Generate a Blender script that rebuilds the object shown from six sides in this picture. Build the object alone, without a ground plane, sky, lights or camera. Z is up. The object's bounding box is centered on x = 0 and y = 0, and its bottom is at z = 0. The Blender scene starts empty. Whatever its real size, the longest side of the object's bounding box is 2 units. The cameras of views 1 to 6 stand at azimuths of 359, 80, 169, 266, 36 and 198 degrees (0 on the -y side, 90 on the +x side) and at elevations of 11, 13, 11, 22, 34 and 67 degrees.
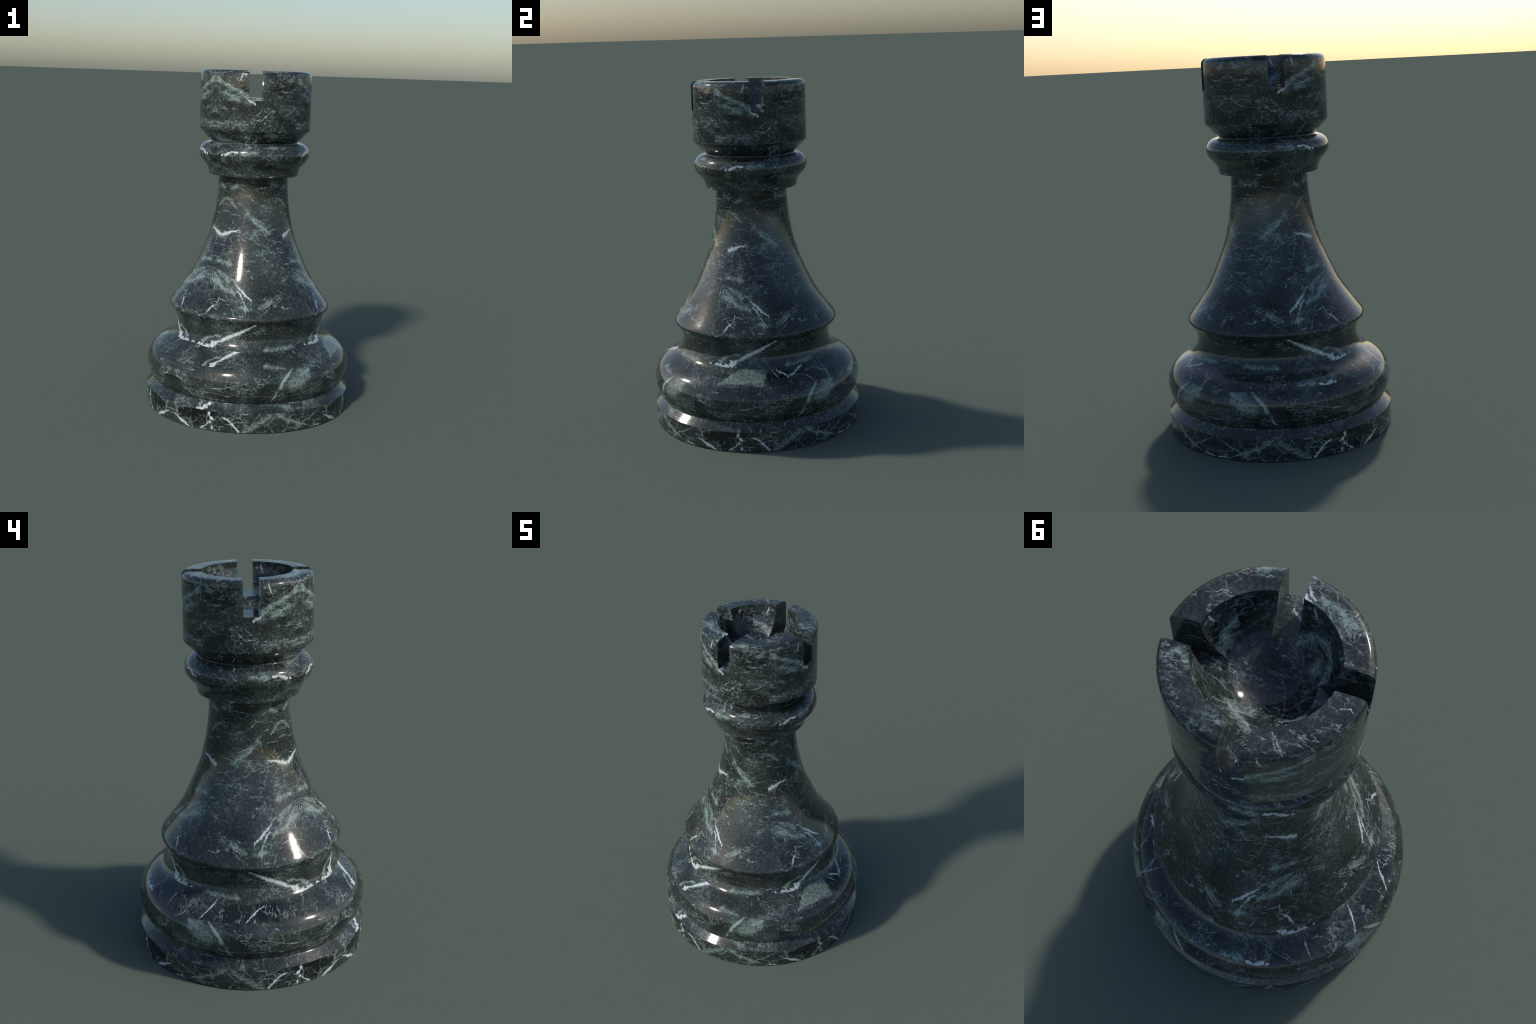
# A turned and polished dark-green marble chess rook, built as a lathe profile
# (foot, torus moulding, flared stem, collar, head) with a slotted battlement.
import bpy, math
import numpy as np

# ------------------------------------------------------------------ profile
def spline(pts, n=6):
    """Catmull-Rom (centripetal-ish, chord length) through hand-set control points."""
    P = [np.array(p, float) for p in pts]
    P = [2 * P[0] - P[1]] + P + [2 * P[-1] - P[-2]]
    out = []
    for i in range(1, len(P) - 2):
        p0, p1, p2, p3 = P[i - 1], P[i], P[i + 1], P[i + 2]
        t0 = 0.0
        t1 = t0 + np.linalg.norm(p1 - p0) ** .5
        t2 = t1 + np.linalg.norm(p2 - p1) ** .5
        t3 = t2 + np.linalg.norm(p3 - p2) ** .5
        for k in range(n):
            t = t1 + (t2 - t1) * k / n
            a1 = (t1 - t) / (t1 - t0) * p0 + (t - t0) / (t1 - t0) * p1
            a2 = (t2 - t) / (t2 - t1) * p1 + (t - t1) / (t2 - t1) * p2
            a3 = (t3 - t) / (t3 - t2) * p2 + (t - t2) / (t3 - t2) * p3
            b1 = (t2 - t) / (t2 - t0) * a1 + (t - t0) / (t2 - t0) * a2
            b2 = (t3 - t) / (t3 - t1) * a2 + (t - t1) / (t3 - t1) * a3
            c = (t2 - t) / (t2 - t1) * b1 + (t - t1) / (t2 - t1) * b2
            out.append((float(c[0]), float(c[1])))
    out.append(tuple(float(v) for v in pts[-1]))
    return out

SLOT_HALF = 0.040      # half width of the battlement slots
SLOT_Z = 1.836         # level of the slot floors
R_HEAD = 0.3247

def fair(pts, n=8):
    """Even out the curvature of a sampled curve, ends fixed."""
    P = np.array(pts, float)
    for _ in range(n):
        P[1:-1] = 0.25 * P[:-2] + 0.5 * P[1:-1] + 0.25 * P[2:]
    return [tuple(p) for p in P]

foot = [(0.0, 0.0), (0.608, 0.0), (0.6105, 0.003), (0.6118, 0.055), (0.6122, 0.1158),
        (0.5770, 0.1510), (0.5750, 0.1530)] + \
       spline([(0.5750, 0.1530), (0.5725, 0.1565), (0.5735, 0.1610)], 3)[1:]
torus = spline([(0.5735, 0.1610), (0.5830, 0.1760), (0.5935, 0.1960), (0.6030, 0.2180),
                (0.6088, 0.2420), (0.6116, 0.2620), (0.6122, 0.2790), (0.6088, 0.3000),
                (0.5975, 0.3295), (0.5760, 0.3605), (0.5450, 0.3850), (0.5115, 0.4020), (0.4845, 0.4165),
                (0.4655, 0.4325), (0.4490, 0.4560), (0.4385, 0.4830), (0.4360, 0.5100)], 6)
stem = spline([(0.4360, 0.5100), (0.4395, 0.5380), (0.4490, 0.5660), (0.4640, 0.5900),
               (0.4745, 0.6005), (0.4802, 0.6090), (0.4810, 0.6180), (0.4758, 0.6300),
               (0.4525, 0.6600), (0.4075, 0.7200), (0.3680, 0.7800), (0.3370, 0.8400),
               (0.3095, 0.9000), (0.2832, 0.9600), (0.2605, 1.0200), (0.2430, 1.0840),
               (0.2300, 1.1400), (0.2198, 1.2000), (0.2116, 1.2600), (0.2065, 1.3250),
               (0.2040, 1.3940)], 6)
k = len(torus)
wave = fair(torus + stem[1:], 10)
torus, stem = wave[:k], wave[k - 1:]
collar = [(0.2040, 1.3940), (0.2570, 1.3950), (0.2628, 1.3975), (0.2650, 1.4018)] + \
         fair(spline([(0.2650, 1.4018), (0.2670, 1.4150), (0.2715, 1.4315), (0.2825, 1.4500),
                 (0.2985, 1.4680), (0.3140, 1.4870), (0.3230, 1.5040)] +
                [(0.2620 + 0.0642 * math.cos(t), 1.5220 + 0.0650 * math.sin(t))
                 for t in np.radians([0, 18, 36, 54, 72, 90, 100])], 5), 4)[1:] + \
         spline([(0.2562, 1.5862), (0.2555, 1.5900), (0.2575, 1.5950), (0.2618, 1.5988)], 4)
head_outer = [(0.2618, 1.5988), (0.2660, 1.6012), (0.2682, 1.6033), (0.3258, 1.6622), (0.3255, 1.7000), (R_HEAD, SLOT_Z)]
BOWL_R, BOWL_D = 0.2250, 0.2280       # half-ellipsoid hollow below the rim
def bowl_r(z):
    return BOWL_R * math.sqrt(max(0.0, 1 - ((2.0 - z) / BOWL_D) ** 2))
bowl = [(bowl_r(SLOT_Z), SLOT_Z)]
z_ang = math.asin((2.0 - SLOT_Z) / BOWL_D)
for k in range(1, 19):
    t = z_ang + (math.pi / 2 - z_ang) * k / 18
    bowl.append((BOWL_R * math.cos(t) if k < 18 else 0.0, 2.0 - BOWL_D * math.sin(t)))
# one battlement block: outer wall, rounded shoulder, flat top, bowl wall
SH = 0.031
merlon_prof = [(R_HEAD, SLOT_Z), (0.3245, 1.9)]
for k in range(9):
    a = math.radians(90 * k / 8)
    merlon_prof.append((0.3243 - SH + SH * math.cos(a), 2.0 - SH + SH * math.sin(a)))
merlon_prof += [(0.2600, 2.0)] + [(BOWL_R * math.cos(z_ang * k / 14), 2.0 - BOWL_D * math.sin(z_ang * k / 14))
                                   for k in range(15)]

# ------------------------------------------------------------------ meshing
N_BLOCK, N_SLOT = 60, 6

def a0(r):
    return math.asin(min(SLOT_HALF / max(r, 0.12), 0.999))

def ring_angles(r):
    """Angles round the axis; slot edges fall on the same columns at every radius."""
    e = a0(r); out = []
    for q in range(4):
        b = q * math.pi / 2
        out += [b - e + 2 * e * k / N_SLOT for k in range(N_SLOT)]
        out += [b + e + (math.pi / 2 - 2 * e) * k / N_BLOCK for k in range(N_BLOCK)]
    return out

def profile_normals(prof, crease=math.radians(28)):
    """Outward normal of the profile at both ends of each segment."""
    seg = []
    for a, b in zip(prof, prof[1:]):
        d = np.array(b) - np.array(a); n = np.array([d[1], -d[0]])
        seg.append(n / max(np.linalg.norm(n), 1e-9))
    res = []
    for i in range(len(seg)):
        ends = []
        for j in (i - 1, i + 1):
            if 0 <= j < len(seg) and seg[i] @ seg[j] > math.cos(crease):
                m = seg[i] + seg[j]; ends.append(m / np.linalg.norm(m))
            else:
                ends.append(seg[i])
        res.append(ends)
    return res

def make_object(name, verts, faces, normals, mat, parent):
    me = bpy.data.meshes.new(name)
    me.from_pydata(verts, [], faces)
    me.materials.append(mat)
    me.polygons.foreach_set("use_smooth", [True] * len(me.polygons))
    me.normals_split_custom_set([tuple(n) for n in normals])
    me.update()
    ob = bpy.data.objects.new(name, me)
    bpy.context.scene.collection.objects.link(ob)
    ob.parent = parent
    return ob

def lathe(name, prof, nrm, mat, parent):
    verts, faces, normals = [], [], []
    rows = []
    for r, z in prof:
        if r < 1e-6:
            rows.append([len(verts)]); verts.append((0, 0, z))
        else:
            base = len(verts)
            ang = ring_angles(r)
            verts += [(r * math.cos(t), r * math.sin(t), z) for t in ang]
            rows.append(list(range(base, base + len(ang))))
    M = 4 * (N_BLOCK + N_SLOT)
    def nvec(v, n2):
        x, y, _ = verts[v]
        l = math.hypot(x, y)
        return (n2[0] * x / l, n2[0] * y / l, n2[1]) if l > 1e-9 else (0, 0, 1 if n2[1] > 0 else -1)
    for i, (ra, rb) in enumerate(zip(rows, rows[1:])):
        na, nb = nrm[i]
        for k in range(M):
            k2 = (k + 1) % M
            if len(ra) == 1:
                f = [(ra[0], na), (rb[k2], nb), (rb[k], nb)]
            elif len(rb) == 1:
                f = [(ra[k], na), (ra[k2], na), (rb[0], nb)]
            else:
                f = [(ra[k], na), (ra[k2], na), (rb[k2], nb), (rb[k], nb)]
            faces.append([v for v, _ in f])
            normals += [nvec(v, n) for v, n in f]
    return make_object(name, verts, faces, normals, mat, parent)

def merlon(name, q, mat, parent):
    """A quarter of the battlement between two parallel-sided slots."""
    prof = merlon_prof
    nrm = profile_normals(prof)
    verts, faces, normals = [], [], []
    for r, z in prof:
        e = a0(r)
        for k in range(N_BLOCK + 1):
            t = q * math.pi / 2 + e + (math.pi / 2 - 2 * e) * k / N_BLOCK
            verts.append((r * math.cos(t), r * math.sin(t), z))
    W = N_BLOCK + 1
    for i in range(len(prof) - 1):
        for k in range(N_BLOCK):
            f = [(i * W + k, 0), (i * W + k + 1, 0), ((i + 1) * W + k + 1, 1), ((i + 1) * W + k, 1)]
            faces.append([v for v, _ in f])
            for v, s in f:
                x, y, _ = verts[v]; l = math.hypot(x, y); n2 = nrm[i][s]
                normals.append((n2[0] * x / l, n2[0] * y / l, n2[1]))
    for k, rev in ((0, False), (N_BLOCK, True)):       # flat slot walls
        loop = [i * W + k for i in range(len(prof))]
        if rev:
            loop.reverse()
        b = q * math.pi / 2
        n = (math.sin(b), -math.cos(b), 0) if not rev else \
            (-math.sin(b + math.pi / 2), math.cos(b + math.pi / 2), 0)
        base = len(verts)
        verts += [verts[v] for v in loop]
        m = len(loop)
        faces.append([base + j for j in range(m)])
        normals += [n] * m
    return make_object(name, verts, faces, normals, mat, parent)

# ------------------------------------------------------------------ marble
# The stone is one flat slab pattern T(p, q) laid on the piece by box projection:
# p, q = (x, z) on faces turned to +-y, (y, z) on faces turned to +-x and
# (x, y + TOP_SHIFT) on faces turned up or down.  That gives the mirrored pattern
# at two corners, the cut at the other two and the breaks on the shoulders.
TOP_SHIFT = 0.988

# Veins as control points of the slab, millimetres: kind, half width at both ends, points.
# W white calcite (V without pinched ends), M broken white, S thin pale streak, N zone of dense hair veins, L pale green line, C pale green cloud, D dark patch.
HEAD_VEINS = [
    ("C", 9.2, 9.2, (-222, 1946), (-141, 1908), (-62, 1865), (-31, 1830)),
    ("C", 16.9, 19.9, (-180, 1866), (-105, 1848)),
    ("L", 3.9, 2.3, (-227, 1974), (-175, 1924)),
    ("W", 3.6, 3.0, (-78, 1985), (-89, 1940)),
    ("L", 1.8, 1.3, (-167, 1946), (-132, 1929)),
    ("W", 5.5, 6.9, (-43, 1839), (-6, 1813)),
    ("S", 1.6, 1.8, (35, 1782), (-7, 1747)),
    ("S", 1.6, 2.6, (100, 1785), (52, 1749), (34, 1727), (-12, 1727)),
    ("S", 2.1, 1.6, (56, 1717), (44, 1706)),
    ("S", 2.3, 1.3, (230, 1802), (201, 1779), (174, 1749)),
    ("L", 1.8, 1.3, (137, 1983), (96, 1912)),
    ("L", 1.6, 2.1, (46, 1837), (123, 1853), (209, 1842)),
    ("S", 1.6, 2.1, (-117, 1723), (-88, 1700)),
    ("S", 1.8, 1.3, (-215, 1755), (-225, 1780), (-156, 1782)),
    ("L", 1.6, 1.8, (-219, 1848), (-188, 1814)),
    ("N", 23.0, 18.4, (-220, 1692), (-125, 1695)),
    ("N", 18.4, 13.8, (-221, 1777), (-178, 1787)),
    ("L", 3.4, 3.9, (-227, 1959), (-188, 1924), (-141, 1905), (-84, 1879), (-40, 1836)),
    ("L", 2.9, 2.3, (-180, 1873), (-136, 1862), (-74, 1850)),
    ("C", 9.2, 10.7, (-156, 1904), (-50, 1847)),
    ("D", 18.4, 9.2, (-225, 1768), (-184, 1778)),
    ("D", 13.8, 9.2, (-77, 1928), (-63, 1889)),
    ("D", 4.6, 4.6, (-96, 1846), (-86, 1843)),
    ("D", 26.1, 26.1, (120, 1919), (199, 1909)),
    ("D", 18.4, 18.4, (113, 1761), (192, 1700)),
]
COLLAR_VEINS = [
    ("S", 1.6, 2.1, (-178, 717), (-128, 701)),
    ("S", 2.3, 1.8, (81, 678), (112, 697)),
    ("S", 2.1, 1.8, (137, 705), (161, 727)),
    ("S", 2.9, 2.1, (-68, 1536), (-49, 1524)),
    ("C", 6.9, 6.1, (-44, 677), (3, 673)),
    ("L", 1.6, 1.6, (85, 1506), (110, 1513), (142, 1496)),
    ("S", 1.6, 1.3, (62, 1403), (138, 1409)),
    ("L", 1.6, 1.6, (-9, 1440), (20, 1422), (41, 1445)),
    ("S", 2.3, 2.6, (161, 1411), (170, 1412)),
    ("L", 1.3, 1.6, (-27, 1427), (33, 1403)),
    ("L", 1.3, 1.8, (-125, 1437), (-106, 1415)),
    ("N", 18.4, 18.4, (-175, 1492), (-164, 1453)),
    ("S", 2.2, 2.0, (-95, 1213), (-118, 1238), (-152, 1264)),
    ("S", 1.8, 1.8, (-252, 1082), (-281, 1070), (-298, 1086)),
    ("W", 2.8, 5.2, (-44, 723), (-73, 763)),
    ("C", 11.7, 10.4, (279, 1081), (248, 1052), (207, 1091)),
    ("L", 1.8, 1.8, (246, 837), (179, 814)),
    ("C", 13.0, 20.9, (-97, 748), (-206, 808)),
]
NECK_VEINS = [
    ("L", 1.3, 1.6, (-16, 1384), (44, 1387)),
    ("S", 1.8, 1.6, (83, 1387), (106, 1370), (129, 1363)),
    ("L", 3.4, 3.4, (131, 1347), (135, 1338)),
    ("L", 2.3, 2.1, (-137, 1268), (-147, 1272), (-124, 1258), (-93, 1223)),
    ("L", 1.3, 1.3, (-79, 1340), (-51, 1317)),
    ("L", 1.0, 1.0, (-33, 1296), (9, 1296)),
    ("S", 1.3, 1.8, (-26, 1286), (-6, 1262), (26, 1252)),
    ("C", 10.7, 9.2, (-118, 1332), (-95, 1339)),
    ("L", 2.6, 3.4, (-56, 1218), (-10, 1186)),
    ("D", 35.3, 30.7, (43, 1336), (99, 1297)),
    ("V", 10.9, 9.0, (-171, 1054), (-149, 1067)),
    ("V", 9.0, 1.6, (-149, 1067), (-116, 1080), (-74, 1093)),
    ("L", 1.3, 1.0, (-132, 1051), (-114, 1024)),
    ("L", 1.3, 1.0, (-115, 1061), (-87, 1061)),
    ("L", 3.3, 4.3, (-30, 1188), (4, 1142), (37, 1114), (74, 1094)),
    ("L", 3.3, 2.0, (74, 1090), (108, 1076)),
    ("L", 3.0, 1.7, (95, 1090), (161, 1099)),
    ("L", 2.0, 2.0, (7, 1164), (82, 1126)),
    ("L", 1.7, 1.7, (30, 1087), (67, 1063)),
    ("L", 1.7, 2.3, (-50, 1052), (-1, 1039), (94, 993)),
    ("L", 2.6, 3.3, (92, 1039), (125, 1030), (180, 1019)),
    ("C", 11.7, 13.6, (-30, 1184), (91, 1078)),
]
STEM_VEINS = [
    ("C", 8.8, 10.7, (-180, 919), (-126, 900)),
    ("L", 1.7, 1.7, (-186, 928), (-185, 930), (-153, 961)),
    ("C", 11.7, 11.7, (-127, 899), (-188, 912)),
    ("L", 2.6, 2.3, (-226, 874), (-165, 847), (-107, 817)),
    ("L", 2.0, 2.3, (-128, 844), (-78, 791)),
    ("W", 5.3, 5.3, (-82, 795), (-40, 754), (9, 712)),
    ("L", 3.6, 3.0, (-60, 748), (-37, 703), (-17, 645)),
    ("L", 2.0, 1.7, (-26, 690), (-6, 663)),
    ("L", 2.3, 1.7, (-106, 787), (-84, 732), (-67, 712)),
    ("L", 2.6, 1.7, (-215, 847), (-180, 808), (-166, 767)),
    ("L", 1.7, 1.7, (-82, 800), (-63, 824)),
    ("C", 10.7, 8.8, (-182, 852), (-123, 811)),
    ("L", 1.5, 1.2, (-220, 864), (-175, 805), (-144, 748), (-123, 711)),
    ("L", 1.3, 1.2, (-165, 847), (-122, 782), (-102, 706)),
    ("L", 1.5, 1.0, (-224, 865), (-218, 812), (-183, 761)),
    ("L", 1.3, 1.0, (-228, 859), (-247, 812), (-251, 747)),
    ("L", 1.3, 1.0, (-198, 857), (-200, 805), (-210, 747)),
    ("S", 3.3, 3.3, (-176, 723), (-186, 691), (-229, 661), (-258, 628), (-297, 612)),
    ("L", 1.7, 1.7, (-212, 713), (-244, 695)),
    ("L", 4.0, 3.3, (-207, 772), (-208, 761)),
    ("L", 2.0, 2.0, (-32, 870), (-4, 865)),
    ("L", 2.3, 1.7, (93, 875), (77, 857)),
    ("L", 2.0, 2.0, (129, 903), (112, 897)),
    ("L", 2.0, 1.3, (225, 850), (184, 825)),
    ("L", 1.7, 2.0, (94, 733), (76, 719)),
    ("L", 1.7, 2.0, (182, 680), (198, 672), (235, 679)),
    ("L", 1.7, 2.6, (117, 683), (58, 636)),
    ("C", 9.7, 11.7, (61, 681), (121, 714)),
]
MOULD_VEINS = [
    ("W", 6.4, 9.6, (39, 587), (-50, 534), (-121, 498), (-208, 454)),
    ("M", 8.1, 7.3, (-197, 454), (-249, 438), (-326, 437)),
    ("C", 5.9, 7.7, (-161, 507), (-221, 494), (-268, 462)),
    ("L", 10.8, 9.0, (244, 358), (208, 306), (174, 250)),
    ("L", 8.4, 3.0, (174, 250), (134, 176)),
    ("C", 35.4, 28.3, (318, 326), (267, 272)),
    ("L", 6.0, 10.2, (348, 348), (333, 339)),
    ("L", 3.0, 3.0, (-211, 242), (-111, 262), (1, 294)),
    ("L", 1.9, 1.9, (-124, 269), (-112, 308)),
    ("L", 1.5, 1.5, (414, 206), (-370, 219), (-318, 232)),
    ("S", 1.9, 2.7, (-206, 239), (-110, 263)),
    ("L", 1.9, 1.9, (-110, 261), (2, 295)),
    ("S", 2.3, 2.3, (-353, 216), (-317, 192), (-272, 186)),
    ("N", 15.8, 15.8, (-403, 300), (-335, 259)),
    ("L", 4.6, 4.6, (-406, 312), (-400, 282), (-370, 260)),
    ("L", 2.7, 2.7, (-330, 332), (-294, 337)),
    ("L", 2.3, 2.7, (-101, 329), (-76, 336)),
    ("C", 10.6, 10.6, (98, 439), (246, 447)),
    ("W", 2.8, 3.7, (474, 993), (530, 1020)),
    ("W", 5.3, 3.7, (438, 1168), (493, 1116), (523, 1070)),
    ("L", 3.1, 3.1, (521, 1070), (497, 1154), (519, 1232)),
    ("L", 2.7, 2.7, (484, 1147), (432, 1248), (436, 1312), (477, 1326)),
    ("M", 4.1, 4.9, (479, 1021), (510, 1068)),
    ("D", 27.1, 27.1, (536, 980), (478, 1267)),
    ("W", 3.5, 2.9, (-429, 1182), (-459, 1216), (-497, 1272)),
    ("W", 2.9, 3.5, (-488, 952), (-536, 1016), (-570, 1047)),
    ("S", 2.7, 2.2, (-287, 1362), (-319, 1409), (-350, 1439)),
    ("L", 1.6, 1.6, (-216, 1460), (-302, 1476)),
    ("D", 35.3, 35.3, (-502, 1141), (-527, 1053)),
    ("L", 1.7, 1.9, (-187, 1470), (-277, 1483), (-311, 1465)),
    ("S", 2.9, 1.9, (108, 1550), (79, 1532)),
    ("M", 4.1, 5.1, (-100, 1549), (-177, 1526)),
    ("C", 11.3, 11.3, (9, 1549), (-68, 1540)),
    ("L", 2.2, 2.9, (460, 1316), (382, 1285)),
    ("L", 3.4, 1.9, (450, 1224), (426, 1254), (460, 1316)),
]
FOOT_VEINS = [
    ("W", 5.7, 4.9, (-413, 57), (-379, 32), (-340, 8), (-306, 0)),
    ("L", 1.5, 2.7, (-343, 49), (-317, 7)),
    ("L", 1.5, 1.5, (-322, 17), (-271, 59)),
    ("M", 4.5, 5.3, (-216, 105), (-197, 75)),
    ("M", 5.3, 4.1, (-197, 75), (-219, 37)),
    ("S", 2.7, 2.7, (-218, 102), (-223, 68), (-221, 38)),
    ("W", 4.1, 2.4, (-220, 33), (-264, 4)),
    ("W", 6.1, 6.1, (-194, 29), (-190, 7)),
    ("L", 2.3, 1.9, (-191, 29), (-84, 33)),
    ("W", 4.9, 6.1, (-136, 88), (-106, 72), (-79, 48), (-42, 8)),
    ("C", 5.4, 4.5, (-97, 80), (-74, 48)),
    ("L", 2.3, 1.5, (-106, 80), (-54, 113)),
    ("L", 4.2, 3.1, (-30, 111), (90, 127)),
    ("C", 13.5, 13.5, (128, 104), (66, 54), (-3, 11)),
    ("C", 10.4, 9.9, (170, 119), (233, 70), (312, 29)),
    ("L", 2.7, 2.3, (306, 36), (373, 74), (433, 115)),
    ("L", 2.7, 2.3, (-389, 96), (-316, 129)),
    ("C", 5.9, 5.9, (-408, 112), (-399, 73)),
    ("L", 3.1, 2.3, (190, 92), (305, 42), (375, 11)),
    ("W", 2.4, 3.2, (389, 15), (422, 5)),
    ("D", 20.3, 20.3, (-368, 81), (-143, 106)),
    ("D", 13.5, 13.5, (-154, 19), (-140, 50)),
]

# Angular slabs of other stone: tone (1 pale, -1 black), corners anticlockwise, millimetres.
SHARDS = [
    (1.0, (482, 686), (572, 926), (474, 962), (436, 812)),
    (-1.0, (-478, 880), (-572, 876), (-560, 980), (-470, 1000)),
    (-0.5, (500, 950), (590, 960), (560, 1130), (450, 1080)),
    (-0.8, (-300, 20), (-215, 12), (-170, 112), (-330, 120)),
    (-0.8, (-140, 30), (-30, 15), (-10, 90), (-110, 112)),
]
ALL_VEINS = HEAD_VEINS + COLLAR_VEINS + NECK_VEINS + STEM_VEINS + MOULD_VEINS + FOOT_VEINS

def slab_cover(prof, hidden_top=None):
    """Sample where a part of the lathe lies on the slab."""
    pts = []
    for (r0, z0), (r1, z1) in zip(prof, prof[1:]):
        up = abs(r1 - r0) > abs(z1 - z0) * 0.9
        side = abs(z1 - z0) > abs(r1 - r0) * 0.9
        m = max(2, int(np.hypot(r1 - r0, z1 - z0) / 0.012))
        for k in range(m + 1):
            r, z = r0 + (r1 - r0) * k / m, z0 + (z1 - z0) * k / m
            for a in np.radians(np.arange(0, 360, 3.0)):
                if up:
                    pts.append((r * np.sin(a), r * np.cos(a) + TOP_SHIFT))
                if side and abs(np.degrees(a) - 180) <= 47:
                    pts.append((r * np.sin(a), z))
    return np.array(pts)

def veins_for(cover):
    """Split the strokes into segments and keep those that reach the part."""
    segs = []
    for st in ALL_VEINS:
        kind, w0, w1, P = st[0], st[1] / 1000, st[2] / 1000, [np.array(p) / 1000 for p in st[3:]]
        if kind in "WSL" and len(P) == 2:
            P.insert(1, (P[0] + P[1]) / 2)
        n = len(P) - 1
        def width(t):
            w = w0 + (w1 - w0) * t          # veins pinch out at both ends
            return w * (0.42 + 0.63 * math.sin(math.pi * t) ** 0.7) if kind in "WSL" else w
        for i in range(n):
            a, b = P[i], P[i + 1]
            wa, wb = width(i / n), width((i + 1) / n)
            t = np.clip(((cover - a) @ (b - a)) / max((b - a) @ (b - a), 1e-9), 0, 1)
            d = np.linalg.norm(cover - a - t[:, None] * (b - a), axis=1).min()
            if d < 0.012 + max(wa, wb):
                segs.append((kind, a, b, wa, wb))
    return segs

class Nodes:
    """Short hand for wiring shader nodes."""
    def __init__(self, tree):
        self.t = tree
    def put(self, sock, v):
        if isinstance(v, bpy.types.NodeSocket):
            self.t.links.new(v, sock)
        else:
            sock.default_value = v
    def math(self, op, a, b=0.0, c=0.0, clamp=False):
        n = self.t.nodes.new("ShaderNodeMath"); n.operation = op; n.use_clamp = clamp
        for s, v in zip(n.inputs, (a, b, c)):
            self.put(s, v)
        return n.outputs[0]
    def vec(self, op, a, b=(0, 0, 0), c=(0, 0, 0), scale=None):
        n = self.t.nodes.new("ShaderNodeVectorMath"); n.operation = op
        self.put(n.inputs[0], a); self.put(n.inputs[1], b)
        if op == "MULTIPLY_ADD":
            self.put(n.inputs[2], c)
        if scale is not None:
            self.put(n.inputs["Scale"], scale)
        return n.outputs["Value"] if op in ("DISTANCE", "DOT_PRODUCT", "LENGTH") else n.outputs[0]
    def noise(self, p, scale, detail=3.0, rough=0.55, color=False):
        n = self.t.nodes.new("ShaderNodeTexNoise"); n.noise_dimensions = "2D"
        self.put(n.inputs["Vector"], p)
        n.inputs["Scale"].default_value = scale
        n.inputs["Detail"].default_value = detail
        n.inputs["Roughness"].default_value = rough
        return n.outputs["Color"] if color else n.outputs["Fac"]
    def step(self, v, lo, hi, a=0.0, b=1.0):
        """Smooth step from a (at lo) to b (at hi)."""
        n = self.t.nodes.new("ShaderNodeMapRange"); n.interpolation_type = "SMOOTHSTEP"
        self.put(n.inputs["Value"], v)
        for k, x in (("From Min", lo), ("From Max", hi), ("To Min", a), ("To Max", b)):
            n.inputs[k].default_value = x
        return n.outputs[0]
    def mix(self, f, a, b):
        n = self.t.nodes.new("ShaderNodeMix"); n.data_type = "RGBA"
        self.put(n.inputs[0], f); self.put(n.inputs[6], a); self.put(n.inputs[7], b)
        return n.outputs[2]

def vein_group():
    """Node group: distance to one vein segment over its half width, kept if smaller."""
    g = bpy.data.node_groups.new("vein_segment", "ShaderNodeTree")
    for nm, kind in (("P", "NodeSocketVector"), ("Along", "NodeSocketVector"), ("Start", "NodeSocketVector"),
                     ("Span", "NodeSocketVector"), ("Offset", "NodeSocketFloat"), ("Width", "NodeSocketFloat"),
                     ("Taper", "NodeSocketFloat"), ("Best", "NodeSocketFloat")):
        g.interface.new_socket(nm, in_out="INPUT", socket_type=kind)
    g.interface.new_socket("Best", in_out="OUTPUT", socket_type="NodeSocketFloat")
    N = Nodes(g)
    i = g.nodes.new("NodeGroupInput").outputs
    o = g.nodes.new("NodeGroupOutput")
    h = N.math("ADD", N.vec("DOT_PRODUCT", i["P"], i["Along"]), i["Offset"], clamp=True)
    d = N.vec("DISTANCE", i["P"], N.vec("MULTIPLY_ADD", i["Span"], h, i["Start"]))
    d = N.math("DIVIDE", d, N.math("MULTIPLY_ADD", h, i["Taper"], i["Width"]))
    g.links.new(N.math("MINIMUM", d, i["Best"]), o.inputs[0])
    return g

SEGMENT = None

def vein_field(N, p, segs, kinds, after=None):
    """Smallest distance to the chosen veins in units of their half width."""
    global SEGMENT
    SEGMENT = SEGMENT or vein_group()
    best, count = 9.0, 0
    if after is not None and isinstance(after, bpy.types.NodeSocket):
        p = N.vec("MULTIPLY_ADD", after, (1e-9, 1e-9, 0), p)
    chained = p
    for kind, a, b, wa, wb in segs:
        if kind not in kinds:
            continue
        ab = b - a; L2 = max(float(ab @ ab), 1e-9)
        n = N.t.nodes.new("ShaderNodeGroup"); n.node_tree = SEGMENT
        n.inputs["Along"].default_value = (ab[0] / L2, ab[1] / L2, 0)
        n.inputs["Offset"].default_value = -float(a @ ab) / L2
        n.inputs["Start"].default_value = (a[0], a[1], 0)
        n.inputs["Span"].default_value = (ab[0], ab[1], 0)
        n.inputs["Width"].default_value = float(wa)
        n.inputs["Taper"].default_value = float(wb - wa)
        N.put(n.inputs["P"], chained); N.put(n.inputs["Best"], best)
        best = n.outputs[0]; count += 1
        if count % 6 == 0:      # keeps the shader evaluating the veins one after another
            chained = N.vec("MULTIPLY_ADD", best, (1e-9, 1e-9, 0), p)
    return best

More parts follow.
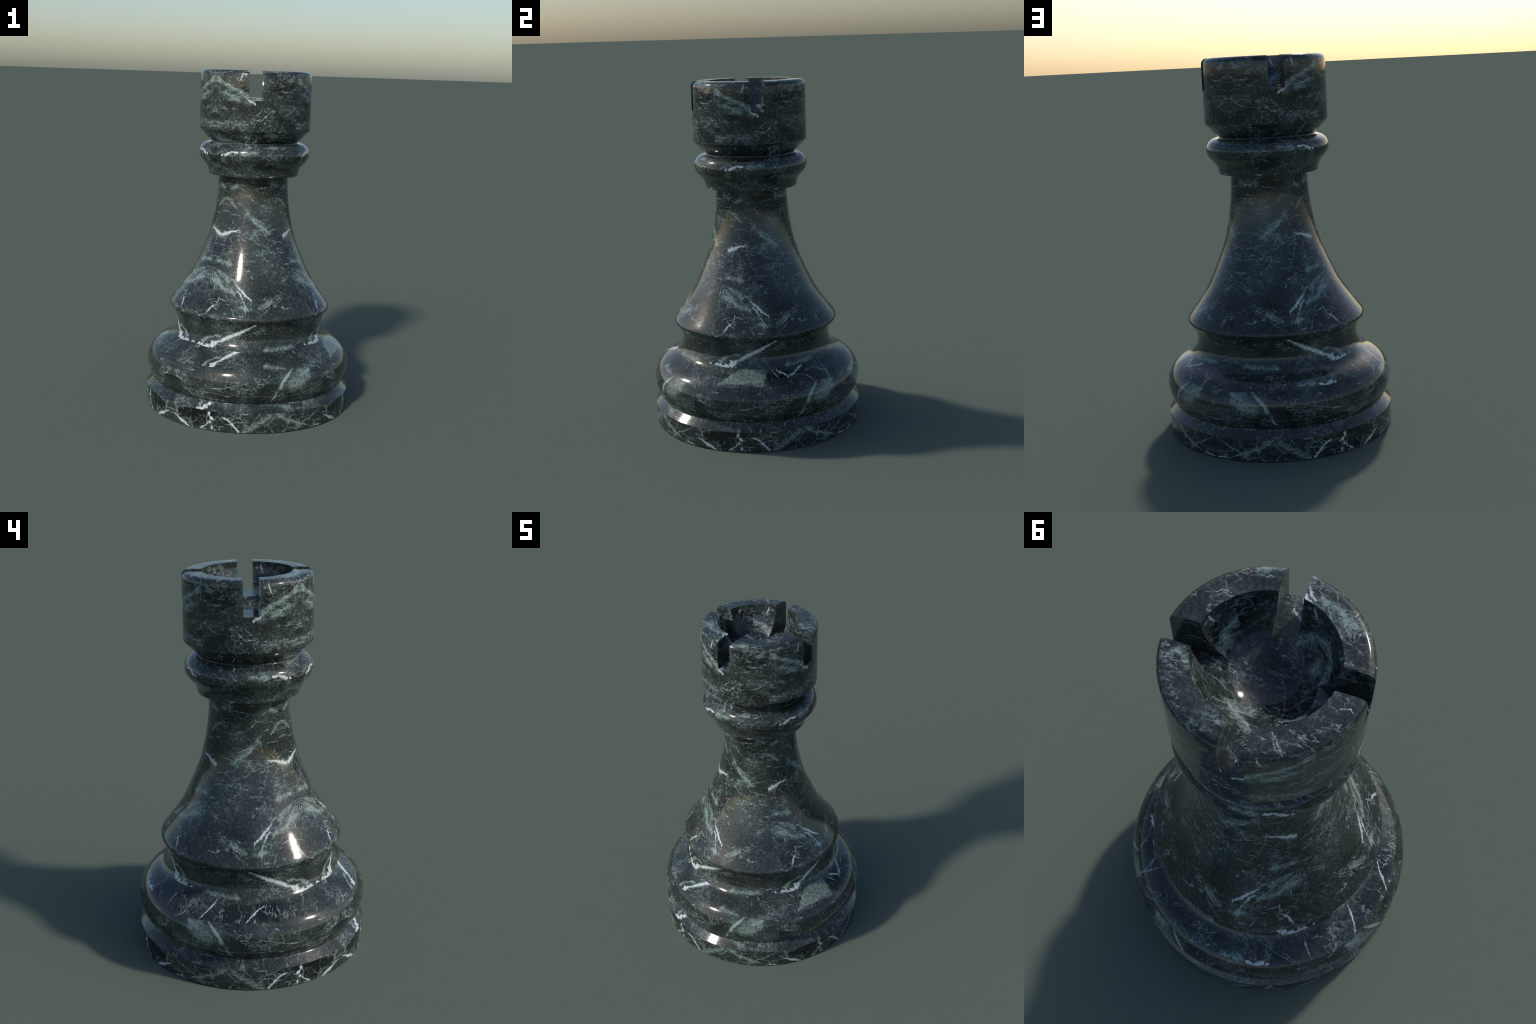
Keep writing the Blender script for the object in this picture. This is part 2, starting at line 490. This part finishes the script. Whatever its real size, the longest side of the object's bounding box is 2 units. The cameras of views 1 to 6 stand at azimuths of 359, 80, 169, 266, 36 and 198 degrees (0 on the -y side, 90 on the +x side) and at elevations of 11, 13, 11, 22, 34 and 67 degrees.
def shard_mask(N, p, corners, soft=0.007):
    """1 inside a convex patch of the slab, with a crisp edge."""
    far = None
    C = [np.array(c) / 1000 for c in corners]
    if sum(a[0] * b[1] - a[1] * b[0] for a, b in zip(C, C[1:] + C[:1])) < 0:
        C.reverse()
    for a, b in zip(C, C[1:] + C[:1]):
        n = np.array([b[1] - a[1], a[0] - b[0]]); n /= np.linalg.norm(n)
        d = N.math("SUBTRACT", N.vec("DOT_PRODUCT", p, (n[0], n[1], 0)), float(n @ a))
        far = d if far is None else N.math("MAXIMUM", far, d)
    return N.step(far, soft, -soft)

def rgb(r, g, b):
    return (r, g, b, 1.0)

def marble(name, segs, cover, cracks=0.0, strands=0.0):
    mat = bpy.data.materials.new(name); mat.use_nodes = True
    tree = mat.node_tree; N = Nodes(tree)
    bsdf = tree.nodes["Principled BSDF"]
    tc = tree.nodes.new("ShaderNodeTexCoord")
    sx = tree.nodes.new("ShaderNodeSeparateXYZ"); tree.links.new(tc.outputs["Object"], sx.inputs[0])
    geo = tree.nodes.new("ShaderNodeNewGeometry")
    ab = N.vec("ABSOLUTE", geo.outputs["Normal"])
    sn = tree.nodes.new("ShaderNodeSeparateXYZ"); tree.links.new(ab, sn.inputs[0])
    is_x = N.math("GREATER_THAN", sn.outputs[0], sn.outputs[1])
    is_top = N.math("GREATER_THAN", sn.outputs[2], N.math("MAXIMUM", sn.outputs[0], sn.outputs[1]))
    side_p = N.math("MULTIPLY_ADD", N.math("SUBTRACT", sx.outputs[1], sx.outputs[0]), is_x, sx.outputs[0])
    p = N.math("MULTIPLY_ADD", N.math("SUBTRACT", sx.outputs[0], side_p), is_top, side_p)
    topq = N.math("ADD", sx.outputs[1], TOP_SHIFT)
    q = N.math("MULTIPLY_ADD", N.math("SUBTRACT", topq, sx.outputs[2]), is_top, sx.outputs[2])
    cm = tree.nodes.new("ShaderNodeCombineXYZ")
    tree.links.new(p, cm.inputs[0]); tree.links.new(q, cm.inputs[1])
    P = cm.outputs[0]

    # ragged edges: two octaves of displacement of the slab coordinates
    j1 = N.vec("SUBTRACT", N.noise(P, 26, 3, .6, True), (.5, .5, .5))
    j2 = N.vec("SUBTRACT", N.noise(P, 120, 2, .6, True), (.5, .5, .5))
    W1 = N.vec("MULTIPLY_ADD", j1, (.030, .030, 0), P)
    W = N.vec("MULTIPLY_ADD", j2, (.011, .011, 0), N.vec("MULTIPLY_ADD", j1, (.022, .022, 0), P))
    big = N.vec("MULTIPLY_ADD", N.vec("SUBTRACT", N.noise(P, 5, 2, .5, True), (.5, .5, .5)), (.12, .12, 0), P)
    big = N.vec("MULTIPLY_ADD", j1, (.035, .035, 0), big)

    fine = N.noise(P, 190, 2, .75)
    grain = N.noise(P, 70, 3, .75)
    patch = N.noise(big, 6.5, 4, .6)
    wide = N.noise(P, 2.6, 2, .5)

    dC = vein_field(N, W1, segs, "C")
    dD = vein_field(N, W1, segs, "D", dC)
    dL = vein_field(N, W, segs, "L", dD)
    dW = vein_field(N, W, segs, "WV", dL)
    dM = vein_field(N, W, segs, "M", dW)
    dS = vein_field(N, W, segs, "S", dM)
    dN = vein_field(N, W1, segs, "N", dS)
    zone = N.step(dN, 1.6, 0.5)
    cloud = N.step(dC, 2.1, 0.25)
    dark = N.step(dD, 1.9, 0.5)

    # thread-like filaments, strongest inside the pale clouds
    def threads(coords, scale, width):
        r = N.math("ABSOLUTE", N.math("SUBTRACT", N.noise(coords, scale, 4, .62), .5))
        return N.step(r, width, 0.0)
    sl = tree.nodes.new("ShaderNodeMapping"); N.put(sl.inputs[0], big)
    sl.inputs["Rotation"].default_value = (0, 0, math.radians(36)); sl.inputs["Scale"].default_value = (5, 19, 1)
    fil = N.math("MAXIMUM", threads(big, 17, .045), threads(sl.outputs[0], 1.0, .040))

    # ground: green black to grey green, mottled
    v = N.math("MULTIPLY_ADD", grain, .76, -.535)
    v = N.math("MULTIPLY_ADD", fine, .42, v)
    v = N.math("MULTIPLY_ADD", patch, .66, v)
    v = N.math("MULTIPLY_ADD", cloud, .14, v)
    v = N.math("MULTIPLY_ADD", dark, -.17, v)
    shards = [(t, c) for t, *c in SHARDS
              if np.linalg.norm(cover - np.mean(c, axis=0) / 1000, axis=1).min() < 0.06]
    near = N.vec("MULTIPLY_ADD", j2, (.005, .005, 0), N.vec("MULTIPLY_ADD", j1, (.008, .008, 0), P))
    pale = 0.0
    for tone, c in shards:
        m = shard_mask(N, near, c)
        if tone > 0:
            pale = m
        else:
            v = N.math("MULTIPLY_ADD", m, .32 * tone, v)
    ramp = tree.nodes.new("ShaderNodeValToRGB"); N.put(ramp.inputs[0], v)
    e = ramp.color_ramp.elements
    e[0].position = .06; e[0].color = rgb(.0080, .0108, .0102)
    e[1].position = .95; e[1].color = rgb(.255, .320, .300)
    for pos, c in ((.30, rgb(.0200, .0268, .0252)), (.50, rgb(.046, .0610, .0572)), (.70, rgb(.104, .135, .126))):
        k = e.new(pos); k.color = c
    col = ramp.outputs[0]
    # cool violet-black tint drifting over the slab
    col = N.mix(N.step(wide, .45, .62, 0, .26), col, N.mix(.5, col, rgb(.030, .028, .040)))
    stone = N.mix(N.step(grain, .30, .66), rgb(.085, .115, .100), rgb(.225, .290, .258))
    col = N.mix(N.math("MULTIPLY", pale, N.step(patch, .36, .56, .62, .95)), col, stone)

    # clouds of pale serpentine, combed into threads
    core = N.math("MULTIPLY", N.step(dC, 1.15, .25), N.step(N.math("MULTIPLY_ADD", fine, .4, grain), .46, .84, .03, .50))
    cl = N.math("MULTIPLY_ADD", fil, .75, N.math("MAXIMUM", core, N.math("MULTIPLY", N.step(grain, .35, .68), .30)))
    cl = N.math("MULTIPLY", N.math("MINIMUM", cl, 1.0), cloud)
    col = N.mix(N.math("MULTIPLY", cl, .85), col, rgb(.265, .352, .326))

    # wandering hair veins: cell walls, thinned out by a mask
    def net(scale, width, coords, lo, hi):
        n = tree.nodes.new("ShaderNodeTexVoronoi"); n.feature = "DISTANCE_TO_EDGE"; n.voronoi_dimensions = "2D"
        N.put(n.inputs["Vector"], coords); n.inputs["Scale"].default_value = scale
        line = N.step(n.outputs["Distance"], width, width * .15)
        return N.math("MULTIPLY", line, N.step(N.noise(coords, scale * .55, 3, .6), lo, hi))
    hair = N.math("MAXIMUM", net(8, .030, W, .54, .70), N.math("MULTIPLY", net(19, .06, W1, .56, .72), .8))
    hair = N.math("MAXIMUM", hair, N.math("MULTIPLY", fil, N.step(N.noise(P, 6, 3, .6), .52, .68)))
    # long branching hairlines: zero crossings of fractal noise, fading in and out
    def lines(coords, scale, width, lo, hi):
        r = N.math("ABSOLUTE", N.math("SUBTRACT", N.noise(coords, scale, 5, .58), .5))
        return N.math("MULTIPLY", N.step(r, width, width * .2), N.step(N.noise(coords, scale * .8, 2, .5), lo, hi))
    sl2 = tree.nodes.new("ShaderNodeMapping"); N.put(sl2.inputs[0], P)
    sl2.inputs["Rotation"].default_value = (0, 0, math.radians(-48)); sl2.inputs["Scale"].default_value = (3.4, 7.5, 1)
    sl3 = tree.nodes.new("ShaderNodeMapping"); N.put(sl3.inputs[0], P)
    sl3.inputs["Location"].default_value = (3.7, 1.9, 0)
    sl3.inputs["Rotation"].default_value = (0, 0, math.radians(42)); sl3.inputs["Scale"].default_value = (3.6, 9.5, 1)
    long_hair = N.math("MAXIMUM", lines(sl2.outputs[0], 1.5, .013, .53 - strands, .64 - strands),
                       lines(sl3.outputs[0], 1.5, .013, .54 - strands, .65 - strands))
    dense = N.math("MULTIPLY", zone, N.math("MAXIMUM", threads(W1, 26, .060), threads(W, 48, .070)))
    hair = N.math("MAXIMUM", hair, dense)
    hair = N.math("MULTIPLY", hair, N.step(grain, .36, .64, .10, 1))
    if cracks:
        n = tree.nodes.new("ShaderNodeTexVoronoi"); n.feature = "DISTANCE_TO_EDGE"; n.voronoi_dimensions = "2D"
        N.put(n.inputs["Vector"], W1); n.inputs["Scale"].default_value = 13
        crack = N.step(N.math("MULTIPLY_ADD", grain, -.05, n.outputs["Distance"]), .030, .000)
        crack = N.math("MULTIPLY", crack, N.step(N.noise(P, 9, 2, .5), .38, .58))
        crack = N.math("MULTIPLY", crack, N.math("MULTIPLY_ADD", is_top, -.85, 1.0))
        hair = N.math("MAXIMUM", hair, N.math("MULTIPLY", crack, cracks))
    hair = N.math("MULTIPLY", hair, N.math("SUBTRACT", 1.0, N.math("MULTIPLY", dark, .7)))
    col = N.mix(N.math("MULTIPLY", hair, .60), col, rgb(.280, .360, .340))
    long_hair = N.math("MULTIPLY", long_hair, N.step(grain, .30, .58, .25, 1))
    col = N.mix(N.math("MULTIPLY", long_hair, .66), col, rgb(.350, .425, .412))

    # short crisp flecks in two sets, thinned by a wandering mask
    def flecks(angle, lo, hi):
        m = tree.nodes.new("ShaderNodeMapping"); N.put(m.inputs[0], W1)
        m.inputs["Rotation"].default_value = (0, 0, math.radians(angle)); m.inputs["Scale"].default_value = (15, 62, 1)
        return N.step(N.noise(m.outputs[0], 1.0, 2, .55), lo, hi)
    fl = N.math("MAXIMUM", N.math("MULTIPLY", flecks(38, .635, .70), N.step(patch, .50, .62)),
                N.math("MULTIPLY", flecks(-34, .645, .71), N.step(patch, .56, .44)))
    fl = N.math("MULTIPLY", fl, N.math("MAXIMUM", zone, N.step(N.noise(P, 4.2, 2, .5), .46, .66, .10, .9)))
    fl = N.math("MULTIPLY", fl, N.step(fine, .30, .55, .35, 1))
    col = N.mix(N.math("MULTIPLY", fl, .60), col, rgb(.400, .465, .460))

    # placed veins
    rag = N.math("SUBTRACT", grain, .5)
    fade = N.step(N.noise(P, 23, 3, .65), .36, .62, .18, 1)
    mL = N.step(N.math("MULTIPLY_ADD", rag, 2.6, dL), 1.55, .35)
    col = N.mix(N.math("MULTIPLY", N.math("MULTIPLY", mL, fade), .88), col, rgb(.345, .440, .418))
    mS = N.step(N.math("MULTIPLY_ADD", rag, 2.2, dS), 1.50, .50)
    col = N.mix(N.math("MULTIPLY", N.math("MULTIPLY", mS, fade), .92), col, rgb(.500, .560, .565))
    halo = N.math("MULTIPLY", N.step(dW, 3.0, .9, 0, .55), N.step(fil, 0, 1, .25, 1))
    col = N.mix(halo, col, rgb(.240, .325, .300))
    mM = N.step(N.math("MULTIPLY_ADD", N.math("SUBTRACT", N.noise(W, 55, 2, .6), .5), 5.2, dM), 1.45, .85)
    mW = N.step(N.math("MULTIPLY_ADD", rag, 1.9, dW), 1.35, .70)
    white = N.mix(N.step(N.noise(W, 60, 2, .6), .35, .62), rgb(.46, .52, .52), rgb(.72, .76, .78))
    col = N.mix(N.math("MULTIPLY", N.math("MAXIMUM", mW, mM), .88), col, white)

    N.put(bsdf.inputs["Base Color"], col)
    N.put(bsdf.inputs["Roughness"], N.step(grain, .3, .7, .08, .12))
    return mat


# ------------------------------------------------------------------ assembly
rook = bpy.data.objects.new("chess_rook", None)
bpy.context.scene.collection.objects.link(rook)
rook["label"] = "polished dark green marble chess rook with pale veins"
rook["category"] = "chess piece"

parts = [("foot", foot), ("moulding", torus), ("stem", stem), ("collar", collar),
         ("head", head_outer + bowl)]
whole, spans = [], []
for nm, p in parts:
    if whole:
        spans.append((nm, len(whole) - 1, len(whole) - 1 + len(p) - 1)); whole += p[1:]
    else:
        spans.append((nm, 0, len(p) - 1)); whole += p
nrm = profile_normals(whole)
obs = {}
for nm, st, en in spans:
    prof = whole[st:en + 1]
    cover = slab_cover(prof)
    obs[nm] = lathe(nm, prof, nrm[st:en], marble("marble_" + nm, veins_for(cover), cover, 0.8 if nm == "foot" else 0.0,
                                              0.06 if nm == "head" else 0.02 if nm == "collar" else 0.0), rook)
cover = slab_cover(merlon_prof)
block_stone = marble("marble_battlement", veins_for(cover), cover, 0.0, 0.06)
for q in range(4):
    merlon("merlon", q, block_stone, obs["head"])
